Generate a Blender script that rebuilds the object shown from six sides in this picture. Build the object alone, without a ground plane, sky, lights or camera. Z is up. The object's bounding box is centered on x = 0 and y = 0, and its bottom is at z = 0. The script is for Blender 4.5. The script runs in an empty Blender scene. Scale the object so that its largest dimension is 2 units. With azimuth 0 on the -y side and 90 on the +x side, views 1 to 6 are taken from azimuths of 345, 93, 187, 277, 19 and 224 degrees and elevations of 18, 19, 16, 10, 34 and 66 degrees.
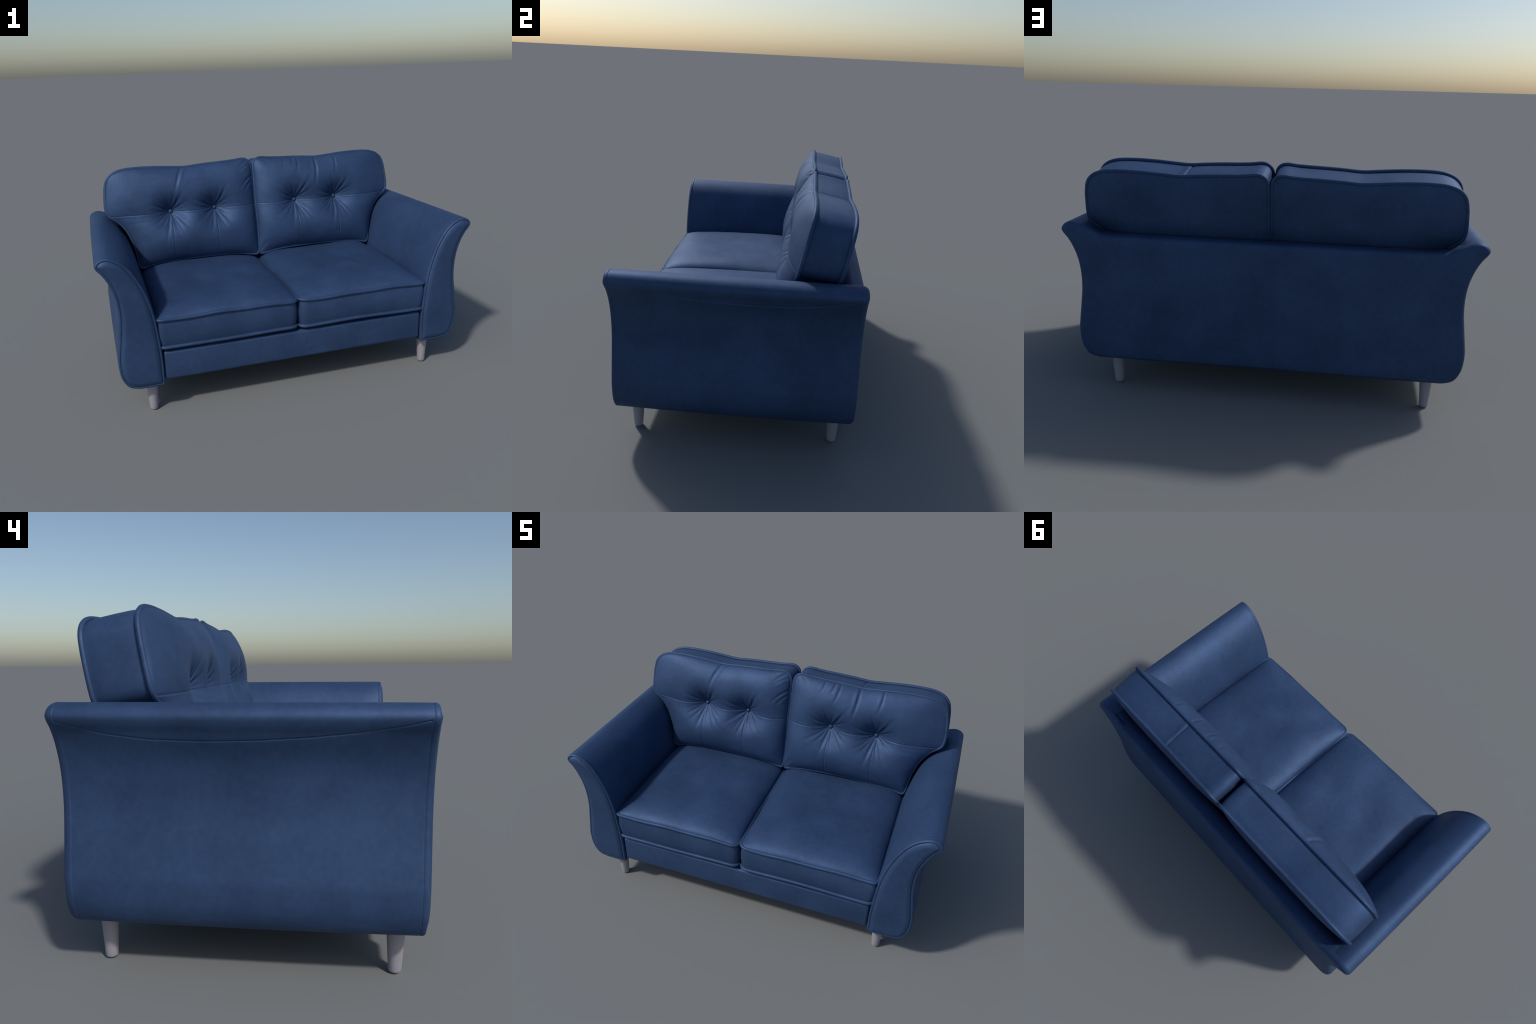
"""Two-seat upholstered sofa: flared arms, box seat cushions, buttoned back cushions, four tapered feet."""
import bpy, bmesh, math
import numpy as np
from mathutils import noise, Vector
from mathutils.geometry import delaunay_2d_cdt

# ---------------------------------------------------------------- small maths helpers
def smooth_curve(ctrl, step=0.004, closed=False):
    """Centripetal Catmull-Rom curve through the control points, evenly resampled."""
    P = np.array(ctrl, float)
    if closed:
        Q = np.vstack([P[-1], P, P[0], P[1]])
    else:
        Q = np.vstack([2 * P[0] - P[1], P, 2 * P[-1] - P[-2]])
    out = []
    for i in range(1, len(Q) - 2):
        p0, p1, p2, p3 = Q[i - 1:i + 3]
        t0 = 0.0
        t1 = t0 + max(np.linalg.norm(p1 - p0), 1e-6) ** .5
        t2 = t1 + max(np.linalg.norm(p2 - p1), 1e-6) ** .5
        t3 = t2 + max(np.linalg.norm(p3 - p2), 1e-6) ** .5
        for t in np.linspace(t1, t2, 24, endpoint=False):
            a1 = (t1 - t) / (t1 - t0) * p0 + (t - t0) / (t1 - t0) * p1
            a2 = (t2 - t) / (t2 - t1) * p1 + (t - t1) / (t2 - t1) * p2
            a3 = (t3 - t) / (t3 - t2) * p2 + (t - t2) / (t3 - t2) * p3
            b1 = (t2 - t) / (t2 - t0) * a1 + (t - t0) / (t2 - t0) * a2
            b2 = (t3 - t) / (t3 - t1) * a2 + (t - t1) / (t3 - t1) * a3
            out.append((t2 - t) / (t2 - t1) * b1 + (t - t1) / (t2 - t1) * b2)
    out.append(P[0] if closed else P[-1])
    return resample(np.array(out), step, closed)


def arc(P):
    return np.concatenate([[0], np.cumsum(np.linalg.norm(np.diff(P, axis=0), axis=1))])


def resample(P, step=None, closed=False, n=None):
    """Even resampling; a closed curve is given with its first point repeated and returned without it."""
    s = arc(P)
    n = n or max(4, int(round(s[-1] / step)))
    t = np.linspace(0, s[-1], n, endpoint=False) if closed else np.linspace(0, s[-1], n + 1)
    return np.stack([np.interp(t, s, P[:, k]) for k in range(P.shape[1])], 1)


def loop_normals(P):
    """Outward normals of a counter-clockwise closed 2D loop."""
    d = np.roll(P, -1, 0) - np.roll(P, 1, 0)
    n = np.stack([d[:, 1], -d[:, 0]], 1)
    return n / np.maximum(np.linalg.norm(n, axis=1, keepdims=True), 1e-9)


def inset(P, dist):
    """True inward offset of a closed 2D loop: stretches that would cross are pinched shut."""
    Q = P - loop_normals(P) * dist
    A, B = P, np.roll(P, -1, 0)
    AB = B - A
    t = np.clip(np.einsum("ijk,jk->ij", Q[:, None] - A[None], AB) / np.maximum((AB ** 2).sum(1), 1e-12), 0, 1)
    gap = np.linalg.norm(Q[:, None] - (A[None] + t[..., None] * AB[None]), axis=2).min(1)
    ok = gap > dist * .985 - 1e-6
    good = np.flatnonzero(ok)
    n = len(P)
    ext = np.concatenate([good - n, good, good + n])
    i = np.arange(n)
    return np.stack([np.interp(i, ext, np.tile(Q[good, k], 3)) for k in range(2)], 1)


def ccw(P):
    a = np.sum(P[:, 0] * np.roll(P[:, 1], -1) - P[:, 1] * np.roll(P[:, 0], -1))
    return P if a > 0 else P[::-1].copy()


def round_corners(P, amount=30, where=None):
    """Relax a closed loop; where masks the vertices that may move."""
    for _ in range(amount):
        Q = .5 * P + .25 * (np.roll(P, 1, 0) + np.roll(P, -1, 0))
        P = Q if where is None else np.where(where[:, None], Q, P)
    return P


def fbm(x, y, z, scale, octaves=3):
    return noise.fractal(Vector((x * scale, y * scale, z * scale)), 1.0, 2.0, octaves)


# ---------------------------------------------------------------- mesh helpers
root = bpy.data.objects.new("sofa", None)
bpy.context.collection.objects.link(root)
root.empty_display_size = .2
root["label"] = "blue upholstered two-seat sofa with flared arms and buttoned back"
root["category"] = "sofa"


def add_object(name, mesh, material, parent):
    ob = bpy.data.objects.new(name, mesh)
    bpy.context.collection.objects.link(ob)
    if not mesh.materials:
        mesh.materials.append(material)
    ob.parent = parent
    return ob


def build(name, verts, faces, material, parent, smooth=True, sharp=None):
    me = bpy.data.meshes.new(name)
    me.from_pydata([tuple(map(float, v)) for v in verts], [], faces)
    bm = bmesh.new()
    bm.from_mesh(me)
    bmesh.ops.remove_doubles(bm, verts=bm.verts, dist=1e-6)
    bmesh.ops.recalc_face_normals(bm, faces=bm.faces)
    bm.to_mesh(me)
    bm.free()
    me.polygons.foreach_set("use_smooth", [smooth] * len(me.polygons))
    if sharp:
        me.set_sharp_from_angle(angle=math.radians(sharp))
    return add_object(name, me, material, parent)


def ring_faces(nr, n, base=0, closed=True):
    f = []
    for i in range(nr - 1):
        for j in range(n if closed else n - 1):
            k = (j + 1) % n
            f.append((base + i * n + j, base + i * n + k, base + (i + 1) * n + k, base + (i + 1) * n + j))
    return f


def loft(name, rings, material, parent, cap_start=False, cap_end=False, **kw):
    n = len(rings[0])
    V = np.vstack(rings)
    F = ring_faces(len(rings), n)
    V = list(V)
    for ring, first, wanted in ((rings[0], 0, cap_start), (rings[-1], (len(rings) - 1) * n, cap_end)):
        if wanted:
            fill_cap(V, F, ring, first)
    return build(name, V, F, material, parent, **kw)


def fill_cap(V, F, ring, first, spacing=.022):
    """Close a loop lying in a plane of constant y with a regular triangulated web."""
    n = len(ring)
    pts = [Vector((p[0], p[2])) for p in ring]
    lo, hi = ring.min(0), ring.max(0)
    P = ring[:, [0, 2]]
    for gx in np.arange(lo[0] + spacing / 2, hi[0], spacing):
        for gz in np.arange(lo[2] + spacing / 2, hi[2], spacing):
            if np.min((P[:, 0] - gx) ** 2 + (P[:, 1] - gz) ** 2) > (.5 * spacing) ** 2:
                pts.append(Vector((gx, gz)))
    vs, _, fs, orig, _, _ = delaunay_2d_cdt(pts, [], [list(range(n))], 1, 1e-7)
    y = ring[0][1]
    lookup = []
    for co, o in zip(vs, orig):
        if o and o[0] < n:
            lookup.append(first + o[0])
        else:
            V.append(np.array([co.x, y, co.y]))
            lookup.append(len(V) - 1)
    F.extend(tuple(lookup[k] for k in f) for f in fs)


def piping(name, path, radius, material, parent, sides=10):
    """Closed round welt swept along a 3D loop."""
    P = np.asarray(path)
    T = np.roll(P, -1, 0) - np.roll(P, 1, 0)
    T /= np.linalg.norm(T, axis=1, keepdims=True)
    c = P.mean(0)
    # a fixed reference: normal of the loop's mean plane
    N = np.cross(P - c, np.roll(P, -1, 0) - c).sum(0)
    N /= np.linalg.norm(N)
    B = np.cross(T, N)
    B /= np.linalg.norm(B, axis=1, keepdims=True)
    A = np.cross(B, T)
    V = []
    for i in range(len(P)):
        for k in range(sides):
            a = 2 * math.pi * k / sides
            V.append(P[i] + radius * (math.cos(a) * A[i] + math.sin(a) * B[i]))
    n = len(P)
    F = []
    for i in range(n):
        for k in range(sides):
            F.append((i * sides + k, i * sides + (k + 1) % sides,
                      ((i + 1) % n) * sides + (k + 1) % sides, ((i + 1) % n) * sides + k))
    return build(name, V, F, material, parent)


# ---------------------------------------------------------------- materials
def node_material(name):
    m = bpy.data.materials.new(name)
    m.use_nodes = True
    nt = m.node_tree
    return m, nt, nt.nodes["Principled BSDF"]


def leather(name, dark, light, rough=.5):
    m, nt, bsdf = node_material(name)
    N, L = nt.nodes, nt.links
    tc = N.new("ShaderNodeTexCoord")
    big = N.new("ShaderNodeTexNoise")
    big.inputs["Scale"].default_value = 5.0
    big.inputs["Detail"].default_value = 4.0
    big.inputs["Roughness"].default_value = .55
    fine = N.new("ShaderNodeTexNoise")
    fine.inputs["Scale"].default_value = 48.0
    fine.inputs["Detail"].default_value = 3.0
    mixv = N.new("ShaderNodeMath"); mixv.operation = "MULTIPLY_ADD"
    mixv.inputs[1].default_value = .50
    L.new(tc.outputs["Object"], big.inputs["Vector"])
    L.new(tc.outputs["Object"], fine.inputs["Vector"])
    L.new(fine.outputs["Fac"], mixv.inputs[0])
    L.new(big.outputs["Fac"], mixv.inputs[2])
    ramp = N.new("ShaderNodeValToRGB")
    ramp.color_ramp.elements[0].position = .55
    ramp.color_ramp.elements[0].color = (*dark, 1)
    ramp.color_ramp.elements[1].position = .95
    ramp.color_ramp.elements[1].color = (*light, 1)
    L.new(mixv.outputs[0], ramp.inputs["Fac"])
    L.new(ramp.outputs["Color"], bsdf.inputs["Base Color"])
    bsdf.inputs["Roughness"].default_value = rough
    bsdf.inputs["Specular IOR Level"].default_value = .30
    bsdf.inputs["Metallic"].default_value = .42
    # pebbled grain
    vor = N.new("ShaderNodeTexVoronoi")
    vor.inputs["Scale"].default_value = 260.0
    L.new(tc.outputs["Object"], vor.inputs["Vector"])
    bump = N.new("ShaderNodeBump")
    bump.inputs["Strength"].default_value = .08
    bump.inputs["Distance"].default_value = .002
    L.new(vor.outputs["Distance"], bump.inputs["Height"])
    L.new(bump.outputs["Normal"], bsdf.inputs["Normal"])
    return m


def painted_wood(name, col):
    m, nt, bsdf = node_material(name)
    N, L = nt.nodes, nt.links
    tc = N.new("ShaderNodeTexCoord")
    mp = N.new("ShaderNodeMapping"); mp.inputs["Scale"].default_value = (40, 40, 4)
    nz = N.new("ShaderNodeTexNoise"); nz.inputs["Scale"].default_value = 1.5
    L.new(tc.outputs["Object"], mp.inputs["Vector"])
    L.new(mp.outputs["Vector"], nz.inputs["Vector"])
    ramp = N.new("ShaderNodeValToRGB")
    ramp.color_ramp.elements[0].position = .3
    ramp.color_ramp.elements[1].position = .7
    ramp.color_ramp.elements[0].color = (*[c * .96 for c in col], 1)
    ramp.color_ramp.elements[1].color = (*[min(1, c * 1.03) for c in col], 1)
    L.new(nz.outputs["Fac"], ramp.inputs["Fac"])
    L.new(ramp.outputs["Color"], bsdf.inputs["Base Color"])
    bsdf.inputs["Roughness"].default_value = .5
    return m


BLUE = leather("blue_leather", (.0300, .0610, .138), (.0425, .0845, .187), .60)
WOOD = painted_wood("pale_grey_wood", (.30, .285, .32))
CLOTH = leather("dark_lining_cloth", (.012, .018, .035), (.018, .026, .05), .9)

# ---------------------------------------------------------------- arms
FRONT_Y, SWEEP_FRONT, SWEEP_BACK = -.546, -.515, .515
arm_ctrl = [(.722, .161), (.721, .25), (.723, .33), (.730, .42), (.744, .54), (.769, .64), (.809, .737),
            (.856, .807), (.902, .843), (.945, .857), (.975, .851), (.993, .836), (.9990, .820), (.992, .803),
            (.971, .777), (.948, .737), (.925, .672), (.915, .603), (.915, .53), (.925, .445),
            (.936, .365), (.941, .313), (.931, .230), (.901, .180), (.858, .163), (.80, .160), (.76, .160)]
arm_open = smooth_curve(arm_ctrl, .002)
arm_open = np.vstack([arm_open, [(.735, .160)]])
arm_closed = resample(np.vstack([arm_open, arm_open[:1]]), .002, True)
near_corner = np.linalg.norm(arm_closed - np.array([.722, .160]), axis=1) < .03
arm_closed = round_corners(arm_closed, 14, near_corner)
ARM = np.vstack([arm_closed, arm_closed[:1]])          # dense clockwise profile, closed
ARM_S = arc(ARM)

seam_y = [-.519, -.456, -.349, -.203, -.054, .10, .256, .376, .48, .548]
seam_z = [.815, .800, .784, .770, .761, .757, .760, .773, .795, .815]
tip_i = int(np.argmax(ARM[:, 0]))
low_i = tip_i + int(np.argmin(np.abs(ARM[tip_i:, 1] - .60)))


def seam_s(y):
    """Arc length on the profile where the shallow arched seam of the arm's outside runs."""
    z = np.interp(y, seam_y, seam_z)
    zz = ARM[tip_i:low_i, 1]
    return float(np.interp(-z, -zz, ARM_S[tip_i:low_i]))


S_TIP = ARM_S[tip_i]
S_INNER = ARM_S[int(np.argmin(np.linalg.norm(ARM - np.array([.822, .755]), axis=1)))]
S_LOW = ARM_S[int(np.argmin(np.linalg.norm(ARM - np.array([.915, .205]), axis=1)))]


INNER_PAD = .009                                        # extra stuffing of the inner slope
STUFF_SIGN = 1 if np.dot(loop_normals(ARM[:-1])[tip_i], [1, 0]) > 0 else -1


def arm_point(s):
    s = np.asarray(s) % ARM_S[-1]
    return np.stack([np.interp(s, ARM_S, ARM[:, 0]), np.interp(s, ARM_S, ARM[:, 1])], 1)


def make_arm(sx):
    anchor = np.mean([seam_s(y) for y in np.linspace(SWEEP_FRONT, SWEEP_BACK, 9)])
    base = np.linspace(0, ARM_S[-1], 330, endpoint=False)
    base = base[np.abs(base - anchor) > .006]
    base = np.sort(np.concatenate([base, anchor + np.array([-.006, -.004, -.0025, -.0012, 0, .0012, .0025, .004, .006])]))
    dw = np.clip(1 - np.abs(base - anchor) / .26, 0, 1)
    dw = dw * dw * (3 - 2 * dw)
    dw = np.where(np.abs(base - anchor) < .007, 1, dw)
    rings = []
    for y in np.concatenate([SWEEP_FRONT + .04 * np.linspace(0, 1, 14)[:-1] ** 1.6, np.linspace(SWEEP_FRONT + .04, SWEEP_BACK, 140)]):
        s = base + (seam_s(y) - anchor) * dw
        p = arm_point(s)
        q = arm_point(s + .001) - arm_point(s - .001)
        nrm = np.stack([-q[:, 1], q[:, 0]], 1)
        nrm /= np.linalg.norm(nrm, axis=1, keepdims=True)
        d = base - anchor
        # the cover is stuffed fuller than the flat front panel: inner slope, roll under the tip, lower side
        full_y = 1 - (1 - min(1, max(0, (y - SWEEP_FRONT) / .12))) ** 2.5
        mid_y = np.clip(1 - (y / .51) ** 2, 0, 1)
        hump = lambda c, w: np.exp(-((s - c) / w) ** 2)
        pad = INNER_PAD * full_y * hump(S_INNER, .10) + .011 * mid_y * hump(S_TIP + .072, .058) + .006 * mid_y * hump(S_TIP + .19, .11) + .004 * mid_y * hump(S_LOW, .10)
        groove = -.003 * np.exp(-(d / .0019) ** 2)
        # padding is slightly fuller mid-way along the inside
        p = p + nrm * (pad + groove)[:, None]
        rings.append(np.stack([sx * p[:, 0], np.full(len(p), y), p[:, 1]], 1))
    arm = loft("arm", rings, BLUE, root, cap_start=False, cap_end=False)

    # front: groove, welt band, groove, padded front panel -- (inset, y)
    loop = ccw(resample(ARM, .006, True))

    def ring(off, y):
        p = inset(loop, off) if off > 0 else loop
        return np.stack([sx * p[:, 0], np.full(len(p), y), p[:, 1]], 1)
    edge = [(0, -.514), (.0, -.5165), (.0016, -.5185), (.0003, -.5205), (0, -.523), (0, -.529), (.0012, -.5335),
            (.004, -.5365), (.0075, -.5374), (.011, -.5368), (.0135, -.5350)]
    rings = [ring(*e) for e in edge]
    loft("arm_piping", rings, BLUE, arm)
    face = [(.0130, -.534), (.0140, -.5362), (.0170, -.5392), (.0215, -.5420), (.027, -.5435), (.032, FRONT_Y + .0003), (.036, FRONT_Y)]
    loft("arm_front_panel", [ring(*e) for e in face], BLUE, arm, cap_end=True)
    return arm


for sx in (1, -1):
    make_arm(sx)

# ---------------------------------------------------------------- backrest frame with its full-width rear panel
cut = int(np.argmin(np.linalg.norm(ARM - np.array([.905, .845]), axis=1)))
stuffed = ARM[:-1] + loop_normals(ARM[:-1]) * STUFF_SIGN * (INNER_PAD * np.exp(-((ARM_S[:-1] - S_INNER) / .10) ** 2))[:, None]
outer_side = stuffed[cut:]
outer_side = outer_side[outer_side[:, 0] > .79]
top_ease = smooth_curve([(0, .800), (.70, .800), (.775, .8005), (.812, .806), (.856, .829), tuple(outer_side[0])], .004)
half = np.vstack([top_ease[:-1], outer_side, [(.0, .163)]])
full = np.vstack([half, (half * [-1, 1])[::-1][1:-1]])
loop = ccw(resample(np.vstack([full, full[:1]]), .006, True))
in_arm = np.clip((np.abs(loop[:, 0]) - .80) / .02, 0, 1)
nrm = loop_normals(loop)
rings = []


def back_ring(p, y):
    rings.append(np.stack([p[:, 0], np.full(len(p), y), p[:, 1]], 1))


for y, tuck in ((.455, .006), (.50, .006), (.5125, .005), (.5145, 0), (.519, 0)):
    back_ring(loop - nrm * (tuck * in_arm)[:, None], y)
R = .022
for a in np.linspace(.12, 1, 9):
    a *= math.pi / 2
    back_ring(inset(loop, R * (1 - math.cos(a))), .519 + (.5455 - .519) * math.sin(a))
for off, y in ((.032, .5464), (.045, .5472), (.05, .5473)):
    back_ring(inset(loop, off), y)
loft("backrest", rings, BLUE, root, cap_start=True, cap_end=True)

# ---------------------------------------------------------------- rounded boxes (front rail and seat deck)
def rounded_box(name, lo, hi, r, material, parent, segs=5):
    bm = bmesh.new()
    bmesh.ops.create_cube(bm, size=1)
    for v in bm.verts:
        for k in range(3):
            v.co[k] = lo[k] if v.co[k] < 0 else hi[k]
    bmesh.ops.bevel(bm, geom=list(bm.edges), offset=r, segments=segs, affect="EDGES", profile=.5)
    me = bpy.data.meshes.new(name)
    bm.to_mesh(me)
    bm.free()
    me.polygons.foreach_set("use_smooth", [True] * len(me.polygons))
    me.set_sharp_from_angle(angle=math.radians(50))
    return add_object(name, me, material, parent)


rounded_box("front_rail", (-.7195, -.530, .182), (.7195, -.44, .341), .016, BLUE, root)
rounded_box("seat_deck", (-.724, -.475, .186), (.724, .47, .353), .008, CLOTH, root)

# ---------------------------------------------------------------- seat cushions
def edge_fall(t, p, q):
    return np.clip(1 - np.abs(2 * t - 1) ** p, 0, 1) ** q


def coons(bottom, top, left, right):
    """Grid between four boundary curves: bottom/top run along u, left/right along v."""
    nu, nv = len(bottom), len(left)
    u = np.linspace(0, 1, nu)[None, :, None]
    v = np.linspace(0, 1, nv)[:, None, None]
    A = (1 - v) * bottom[None] + v * top[None]
    B = (1 - u) * left[:, None] + u * right[:, None]
    C = ((1 - u) * (1 - v) * bottom[0] + u * (1 - v) * bottom[-1] + (1 - u) * v * top[0] + u * v * top[-1])
    return A + B - C


def four_sides(loop, corners, nu, nv, along_u=0, along_v=1):
    """Cut a closed CCW loop at its four corner points (BL, BR, TR, TL); sides are spaced by coordinate."""
    idx = [int(np.argmin(np.linalg.norm(loop - np.array(c), axis=1))) for c in corners]

    def piece(a, b):
        return loop[a:b + 1] if a <= b else np.vstack([loop[a:], loop[:b + 1]])

    def spaced(P, axis, n):
        # mix of arc length and coordinate spacing keeps the grid lines straight yet well-behaved
        s = arc(P); s /= s[-1]
        c = np.maximum.accumulate(P[:, axis]); c = (c - c[0]) / max(c[-1] - c[0], 1e-9)
        w = .25 * s + .75 * c
        t = np.linspace(0, 1, n)
        return np.stack([np.interp(t, w, P[:, k]) for k in range(2)], 1)
    bottom = spaced(piece(idx[0], idx[1]), along_u, nu)
    right = spaced(piece(idx[1], idx[2]), along_v, nv)
    top = spaced(piece(idx[2], idx[3])[::-1], along_u, nu)
    left = spaced(piece(idx[3], idx[0])[::-1], along_v, nv)
    return bottom, top, left, right


def boundary(nv, nu):
    """Vertex indices round a grid of nv rows and nu columns, counter-clockwise."""
    b = [j for j in range(nu)]
    b += [i * nu + nu - 1 for i in range(1, nv)]
    b += [(nv - 1) * nu + j for j in range(nu - 2, -1, -1)]
    b += [i * nu for i in range(nv - 2, 0, -1)]
    return b


def rounded_outline(pts, radii, step=.003):
    """Closed outline with each corner rounded to its own radius."""
    n = len(pts)
    P = np.array(pts, float)
    out = []
    for i in range(n):
        a, b, c = P[i - 1], P[i], P[(i + 1) % n]
        r = radii[i]
        da = (a - b) / np.linalg.norm(a - b)
        dc = (c - b) / np.linalg.norm(c - b)
        for t in np.linspace(0, 1, 13):
            out.append((1 - t) ** 2 * (b + da * r) + 2 * t * (1 - t) * b + t * t * (b + dc * r))
    out = np.array(out)
    return ccw(resample(np.vstack([out, out[:1]]), step, True))


def make_seat_cushion(sx, seed):
    x0, x1, y0, y1 = .0045, .7390, -.5345, .31
    z_low, z_high = .366, .512
    loop = rounded_outline([(x0, y0), (x1, y0), (x1, y1), (x0, y1)], [.048, .032, .05, .05])
    k = .012
    corners = [(x0 + k, y0 + k), (x1 - k * .7, y0 + k * .7), (x1 - k, y1 - k), (x0 + k, y1 - k)]
    nu, nv = 130, 150
    b, t, l, r = four_sides(loop, corners, nu, nv)
    G = coons(b, t, l, r)
    u = np.linspace(0, 1, nu)[None, :]
    v = np.linspace(0, 1, nv)[:, None]

    def welt_z(x, y):
        return .0028 * math.sin(9 * x + 7 * y + seed) + .0016 * math.sin(23 * x - 11 * y + 2 * seed)
    crown = .0605 * edge_fall(u, 5.5, .62) * np.where(v < .5, edge_fall(v, 4.4, .62), edge_fall(v, 8, .7))
    V = []
    for i in range(nv):
        for j in range(nu):
            x, y = G[i, j]
            lump = .0025 * fbm(x + seed * 3.1, y, seed, 4.5) * min(1, crown[i, j] / .03)
            V.append((sx * x, y, z_high + .004 + welt_z(x, y) + crown[i, j] + lump))
    F = ring_faces(nv, nu, closed=False)
    edge = boundary(nv, nu)
    E = np.array([G.reshape(-1, 2)[e] for e in edge])
    nrm = loop_normals(E)
    n = len(E)
    base = len(V)
    prof = [(0, z_high, 1), (-.002, z_high - .006, 1), (-.0015, z_high - .012, 1), (.001, z_high - .024, .8),
            (.004, z_high - .045, .5), (.0055, (z_low + z_high) / 2, 0), (.004, z_low + .045, -.5),
            (.001, z_low + .022, -.8), (-.0025, z_low + .011, -1), (-.003, z_low + .006, -1), (0, z_low, -1),
            (-.012, z_low - .006, -1), (-.04, z_low - .012, -1)]
    taper = lambda z: (z_high - z) / (z_high - z_low) * .010          # box tucks in next to the arm
    for off, z, w in prof:
        for q, m in zip(E, nrm):
            p = q + m * off
            x = p[0] - taper(z) * np.clip((p[0] - .4) / .33, 0, 1)
            V.append((sx * x, p[1], z + (welt_z(q[0], q[1]) if w > 0 else -welt_z(q[1], q[0]) * .8) * abs(w)))
    F += ring_faces(len(prof), n, base)
    F.append(tuple(base + (len(prof) - 1) * n + j for j in range(n)))
    cushion = build("seat_cushion", V, F, BLUE, root)
    for z, s in ((z_high + .001, 1), (z_low - .001, -1)):
        path = []
        P = resample(np.vstack([E, E[:1]]), .006, True)
        for q, m in zip(P, loop_normals(P)):
            p = q + m * .0005
            x = p[0] - taper(z) * np.clip((p[0] - .4) / .33, 0, 1)
            path.append((sx * x, p[1], z + (welt_z(q[0], q[1]) if s > 0 else -welt_z(q[1], q[0]) * .8)))
        piping("cushion_piping", path, .0092, BLUE, cushion)
    return cushion


make_seat_cushion(1, 1.0)
make_seat_cushion(-1, 2.3)

# ---------------------------------------------------------------- back cushions
SLOPE = .205
LEAN = math.atan(SLOPE)
DEPTH = .176
REAR_DROP = .95                                         # the boxing falls a little less than square to the face


def seam_plane(z):
    return .192 + SLOPE * (z - .56)


def back_outline(sag, wave=.004):
    """Front outline of a back cushion in (x, z); a wing reaches out over the arm."""
    pts = [(.006, .575), (.012, .562), (.03, .562), (.10, .575), (.2, .583), (.36, .586), (.5, .584), (.62, .577), (.70, .564), (.720, .559), (.738, .559), (.748, .575),
           (.753, .62), (.767, .695), (.800, .780), (.845, .838), (.888, .872), (.899, .89), (.903, .92), (.899, .99),
           (.893, 1.04), (.879, 1.086), (.850, 1.116), (.800, 1.135), (.72, 1.1415), (.60, 1.139),
           (.50, 1.1335), (.42, 1.1305 - sag), (.33, 1.1345), (.24, 1.139), (.17, 1.1425), (.11, 1.147), (.060, 1.150),
           (.034, 1.144), (.016, 1.127), (.009, 1.10), (.008, 1.04), (.007, .87), (.006, .70)]
    pts = [(x - (.0065 if z < .86 else .0035) * (x > .7), z - (.006 if x > .55 else .0075) * max(0, min(1, (z - .9) / .15)) - wave * math.exp(-((x - .135) / .03) ** 2) * (z > 1.1))
           for x, z in pts]
    return ccw(smooth_curve(pts, .003, True))


# radial tucks round a button: angle (deg), length, depth
TUCKS = [(12, .055, .0030), (33, .075, .0065), (60, .105, .0100), (84, .085, .0035), (106, .10, .0060), (128, .105, .0050),
         (155, .115, .0065), (174, .09, .0040), (197, .085, .0045), (214, .105, .0060), (233, .09, .0040),
         (252, .125, .0065), (282, .10, .0035), (297, .115, .0055), (313, .125, .0050), (330, .10, .0045), (348, .08, .0035)]
BUTTONS = [(.258, .871), (.527, .871)]
SIGMA = .105


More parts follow.
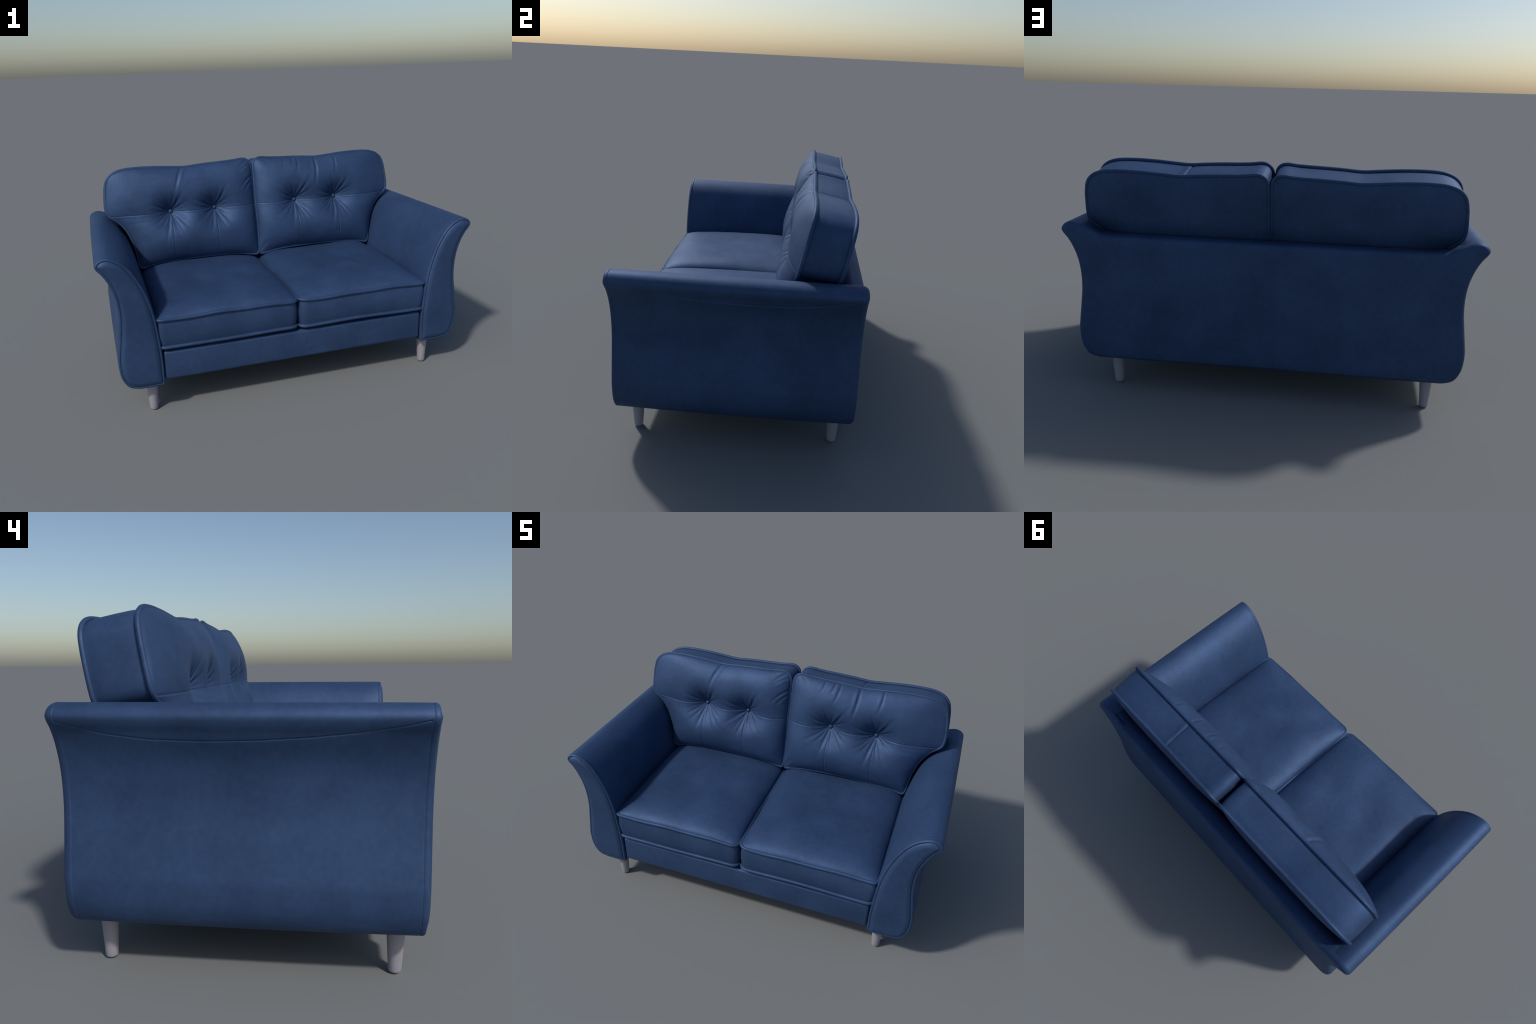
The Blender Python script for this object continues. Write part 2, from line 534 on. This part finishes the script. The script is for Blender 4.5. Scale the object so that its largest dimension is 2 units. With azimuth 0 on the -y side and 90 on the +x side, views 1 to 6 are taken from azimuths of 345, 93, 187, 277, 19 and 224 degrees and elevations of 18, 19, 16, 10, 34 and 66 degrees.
def make_back_cushion(sx, folds, seed):
    rng = np.random.default_rng(int(seed * 100))
    loop = back_outline(.002)
    nu, nv = 330, 250
    corners = [(.0085, .566), (.742, .563), (.862, 1.096), (.022, 1.130)]
    b, t, l, r = four_sides(loop, corners, nu, nv)
    G = coons(b, t, l, r)
    X, Zc = G[..., 0], G[..., 1]
    u = np.linspace(0, 1, nu)[None, :]
    v = np.linspace(0, 1, nv)[:, None]
    low = np.clip((.45 - v) / .35, 0, 1)
    fall = np.where(u < .5, edge_fall(u, 5.0, .68), edge_fall(u, 2.8 + 2.6 * low, .80 - .15 * low)) * np.where(v < .5, edge_fall(v, 3.2, .85), edge_fall(v, 3.4, .70))
    fall = np.broadcast_to(fall, X.shape)
    ramp = lambda t: np.clip(t, 0, 1) ** 2 * (3 - 2 * np.clip(t, 0, 1))
    bulge = .092 * fall * (1 - .16 * ramp((X - .5) / .25) * ramp((Zc - .80) / .12))
    relief = np.zeros_like(X)
    for bi, (bx, bz) in enumerate(BUTTONS):
        dx = (X - bx) * sx                      # tucks run the same way on both cushions
        dz = Zc - bz
        rr = np.hypot(dx, dz)
        th = np.arctan2(dz, dx)
        relief -= .048 * np.exp(-(rr / .10) ** 2) + .038 * np.exp(-rr / .045)
        for ang, length, depth in TUCKS:
            a = math.radians(ang + rng.uniform(-5, 5))
            length = length * rng.uniform(1.05, 1.35)
            d = (th - a + math.pi) % (2 * math.pi) - math.pi
            prof = (rr / (.35 * length)) * np.exp(1 - rr / (.35 * length)) * np.clip(1.25 - rr / (1.2 * length), 0, 1)
            sig = SIGMA * .04 / np.maximum(rr, .04) + .045
            relief -= depth * .85 * prof * (np.exp(-(d / sig) ** 2) - .45 * np.exp(-((d - 1.9 * sig) / (1.1 * sig)) ** 2))
    # the cover is drawn in along the line of buttons and lies taut between them
    line = .871 + .012 * np.clip((X - .30) * (.49 - X) / .009, 0, 1)
    relief -= .017 * (.55 + .45 * np.exp(-((X - .392) / .20) ** 4)) * np.exp(-np.abs((Zc - .873) / .062) ** 1.6) * np.clip(fall * 1.5, 0, 1)
    dline = Zc - (.871 + .006 * np.sin(X * 9) * 0)
    relief -= .0020 * np.exp(-(dline / .0026) ** 2) - .0005 * np.exp(-((dline + .006) / .004) ** 2)
    for bx, bz in BUTTONS:
        dv = X - (bx + .012 * (bz - Zc))
        on = 1 / (1 + np.exp((Zc - bz + .01) / .004))
        relief -= (.0018 * np.exp(-(dv / .0026) ** 2) - .0004 * np.exp(-((dv - .006) / .004) ** 2)) * on
    # loose folds of the cover: straight creases with one raised lip, (x0, z0, x1, z1, depth, width)
    for fx0, fz0, fx1, fz1, depth, width in folds:
        ex, ez = fx1 - fx0, fz1 - fz0
        ln = math.hypot(ex, ez)
        tx, tz = ex / ln, ez / ln
        along = ((X - fx0) * tx + (Zc - fz0) * tz) / ln
        across = (X - fx0) * tz - (Zc - fz0) * tx + .006 * np.sin(np.clip(along, 0, 1) * math.pi)
        fade = np.clip((along + .12) / .15, 0, 1) * np.clip((1.15 - along) / .6, 0, 1)
        width = width * 1.35
        relief += .75 * depth * fade * (-np.exp(-(across / width) ** 2) + .3 * np.exp(-((across - 1.9 * width) / (1.2 * width)) ** 2))
    lump = np.array([[.010 * fbm(X[i, j] * .8 + seed, Zc[i, j], seed * 2, 4.0) for j in range(0, nu, 3)] for i in range(0, nv, 3)])
    lump = np.array([np.interp(np.arange(nu), np.arange(0, nu, 3), row) for row in lump])
    lump = np.array([np.interp(np.arange(nv), np.arange(0, nv, 3), lump[:, j]) for j in range(nu)]).T
    edge_ease = np.clip(fall / .12, 0, 1)
    h = .004 + bulge * .95 + (relief + lump * .6) * edge_ease      # the face leaves the front of its welt
    cy, cz = math.cos(LEAN), math.sin(LEAN)
    V = []
    for i in range(nv):
        for j in range(nu):
            x, z = X[i, j], Zc[i, j]
            V.append((sx * x, seam_plane(z) - h[i, j] * cy, z + h[i, j] * cz * .4))
    F = ring_faces(nv, nu, closed=False)
    edge = boundary(nv, nu)
    E = np.array([G.reshape(-1, 2)[e] for e in edge])
    m = loop_normals(E)
    n = len(E)
    base = len(V)
    # boxing strip between the two welts
    ks = [0, .03, .06, .12, .25, .5, .75, .88, .94, .97, 1]
    swell = [0, -.004, -.0045, -.003, -.0015, -.001, -.0015, -.003, -.0045, -.004, 0]
    tx_fold = .405
    for kk, sw in zip(ks, swell):
        for q, mm in zip(E, m):
            crease = -.0035 * math.exp(-((q[0] - tx_fold) / .006) ** 2) + .002 * math.exp(-((q[0] - tx_fold - .016) / .012) ** 2)
            if q[1] < 1.0 or sx < 0:
                crease = 0
            p = q + mm * (sw + crease)
            d = DEPTH * kk
            V.append((sx * p[0], seam_plane(p[1]) + d * cy, p[1] - d * cz * REAR_DROP))
    F += ring_faces(len(ks), n, base)
    # rear face: same outline, shallower swell, coarser relief
    base = len(V)
    rear_bulge = .0315 * edge_fall(u, 4.0, .6) * edge_fall(v, 4.0, .6)
    for i in range(nv):
        for j in range(nu):
            x, z = X[i, j], Zc[i, j]
            d = DEPTH + rear_bulge[i, j]
            V.append((sx * x, seam_plane(z) + d * cy, z - d * cz * REAR_DROP))
    F += [tuple(base + k for k in f[::-1]) for f in ring_faces(nv, nu, closed=False)]
    cushion = build("back_cushion", V, F, BLUE, root)
    # welts
    P = resample(np.vstack([E, E[:1]]), .006, True)
    for d in (.0, DEPTH):
        path = [(sx * q[0], seam_plane(q[1]) + d * cy, q[1] - d * cz * REAR_DROP) for q in P]
        piping("cushion_piping", path, .0090, BLUE, cushion)
    # buttons
    for bx, bz in BUTTONS:
        i, j = np.unravel_index(np.argmin((X - bx) ** 2 + (Zc - bz) ** 2), X.shape)
        y = seam_plane(bz) - h[i, j] * cy
        ob = BUTTON_PROTO.copy() if BUTTON_PROTO.parent else BUTTON_PROTO
        if ob is not BUTTON_PROTO:
            bpy.context.collection.objects.link(ob)
        ob.parent = cushion
        ob.location = (sx * bx, y - .0105, bz)
        ob.rotation_euler = (-LEAN, 0, 0)
    return cushion


def button_mesh():
    bm = bmesh.new()
    bmesh.ops.create_uvsphere(bm, u_segments=24, v_segments=14, radius=.0125)
    for v in bm.verts:
        v.co.y *= .72
    me = bpy.data.meshes.new("button")
    bm.to_mesh(me)
    bm.free()
    me.polygons.foreach_set("use_smooth", [True] * len(me.polygons))
    return me


BUTTON_PROTO = add_object("button", button_mesh(), BLUE, None)

folds_plain = [(.404, 1.150, .388, .985, .0085, .0065), (.535, 1.145, .524, 1.03, .0050, .0055),
               (.199, 1.155, .188, 1.085, .0040, .0055), (.257, 1.155, .244, 1.085, .0045, .0055), (.292, 1.153, .272, 1.045, .0050, .0060),
               (.020, 1.150, .100, 1.108, .0030, .007), (.018, .590, .058, .636, .0035, .007)]
# the other cushion: a single deep fold and a gathered inner edge (x is measured outwards from the middle)
folds_gathered = [(.424, 1.150, .492, 1.010, .0085, .0065),
                  (.006, 1.142, .104, 1.088, .0055, .006), (.004, 1.118, .098, 1.073, .0045, .006),
                  (.006, 1.045, .092, .983, .0055, .006), (.006, 1.020, .070, .962, .0045, .006)]
make_back_cushion(1, folds_plain, 1.7)
make_back_cushion(-1, folds_gathered, 4.2)

# ---------------------------------------------------------------- feet
prof = [(0, .0), (.012, .0), (.017, .0015), (.0202, .005), (.0215, .010), (.0225, .03), (.0262, .09), (.0305, .155), (.0312, .170), (0, .170)]
n = 32
V, F = [], []
for rad, z in prof:
    for k in range(n):
        a = 2 * math.pi * k / n
        V.append((rad * math.cos(a), rad * math.sin(a), z))
foot = build("leg", V, ring_faces(len(prof), n), WOOD, root, sharp=60)
positions = [(-.784, -.466), (.775, -.466), (-.784, .462), (.775, .462)]
for i, (x, y) in enumerate(positions):
    ob = foot if i == 0 else foot.copy()
    if i:
        bpy.context.collection.objects.link(ob)
        ob.parent = root
    ob.location = (x, y, 0)
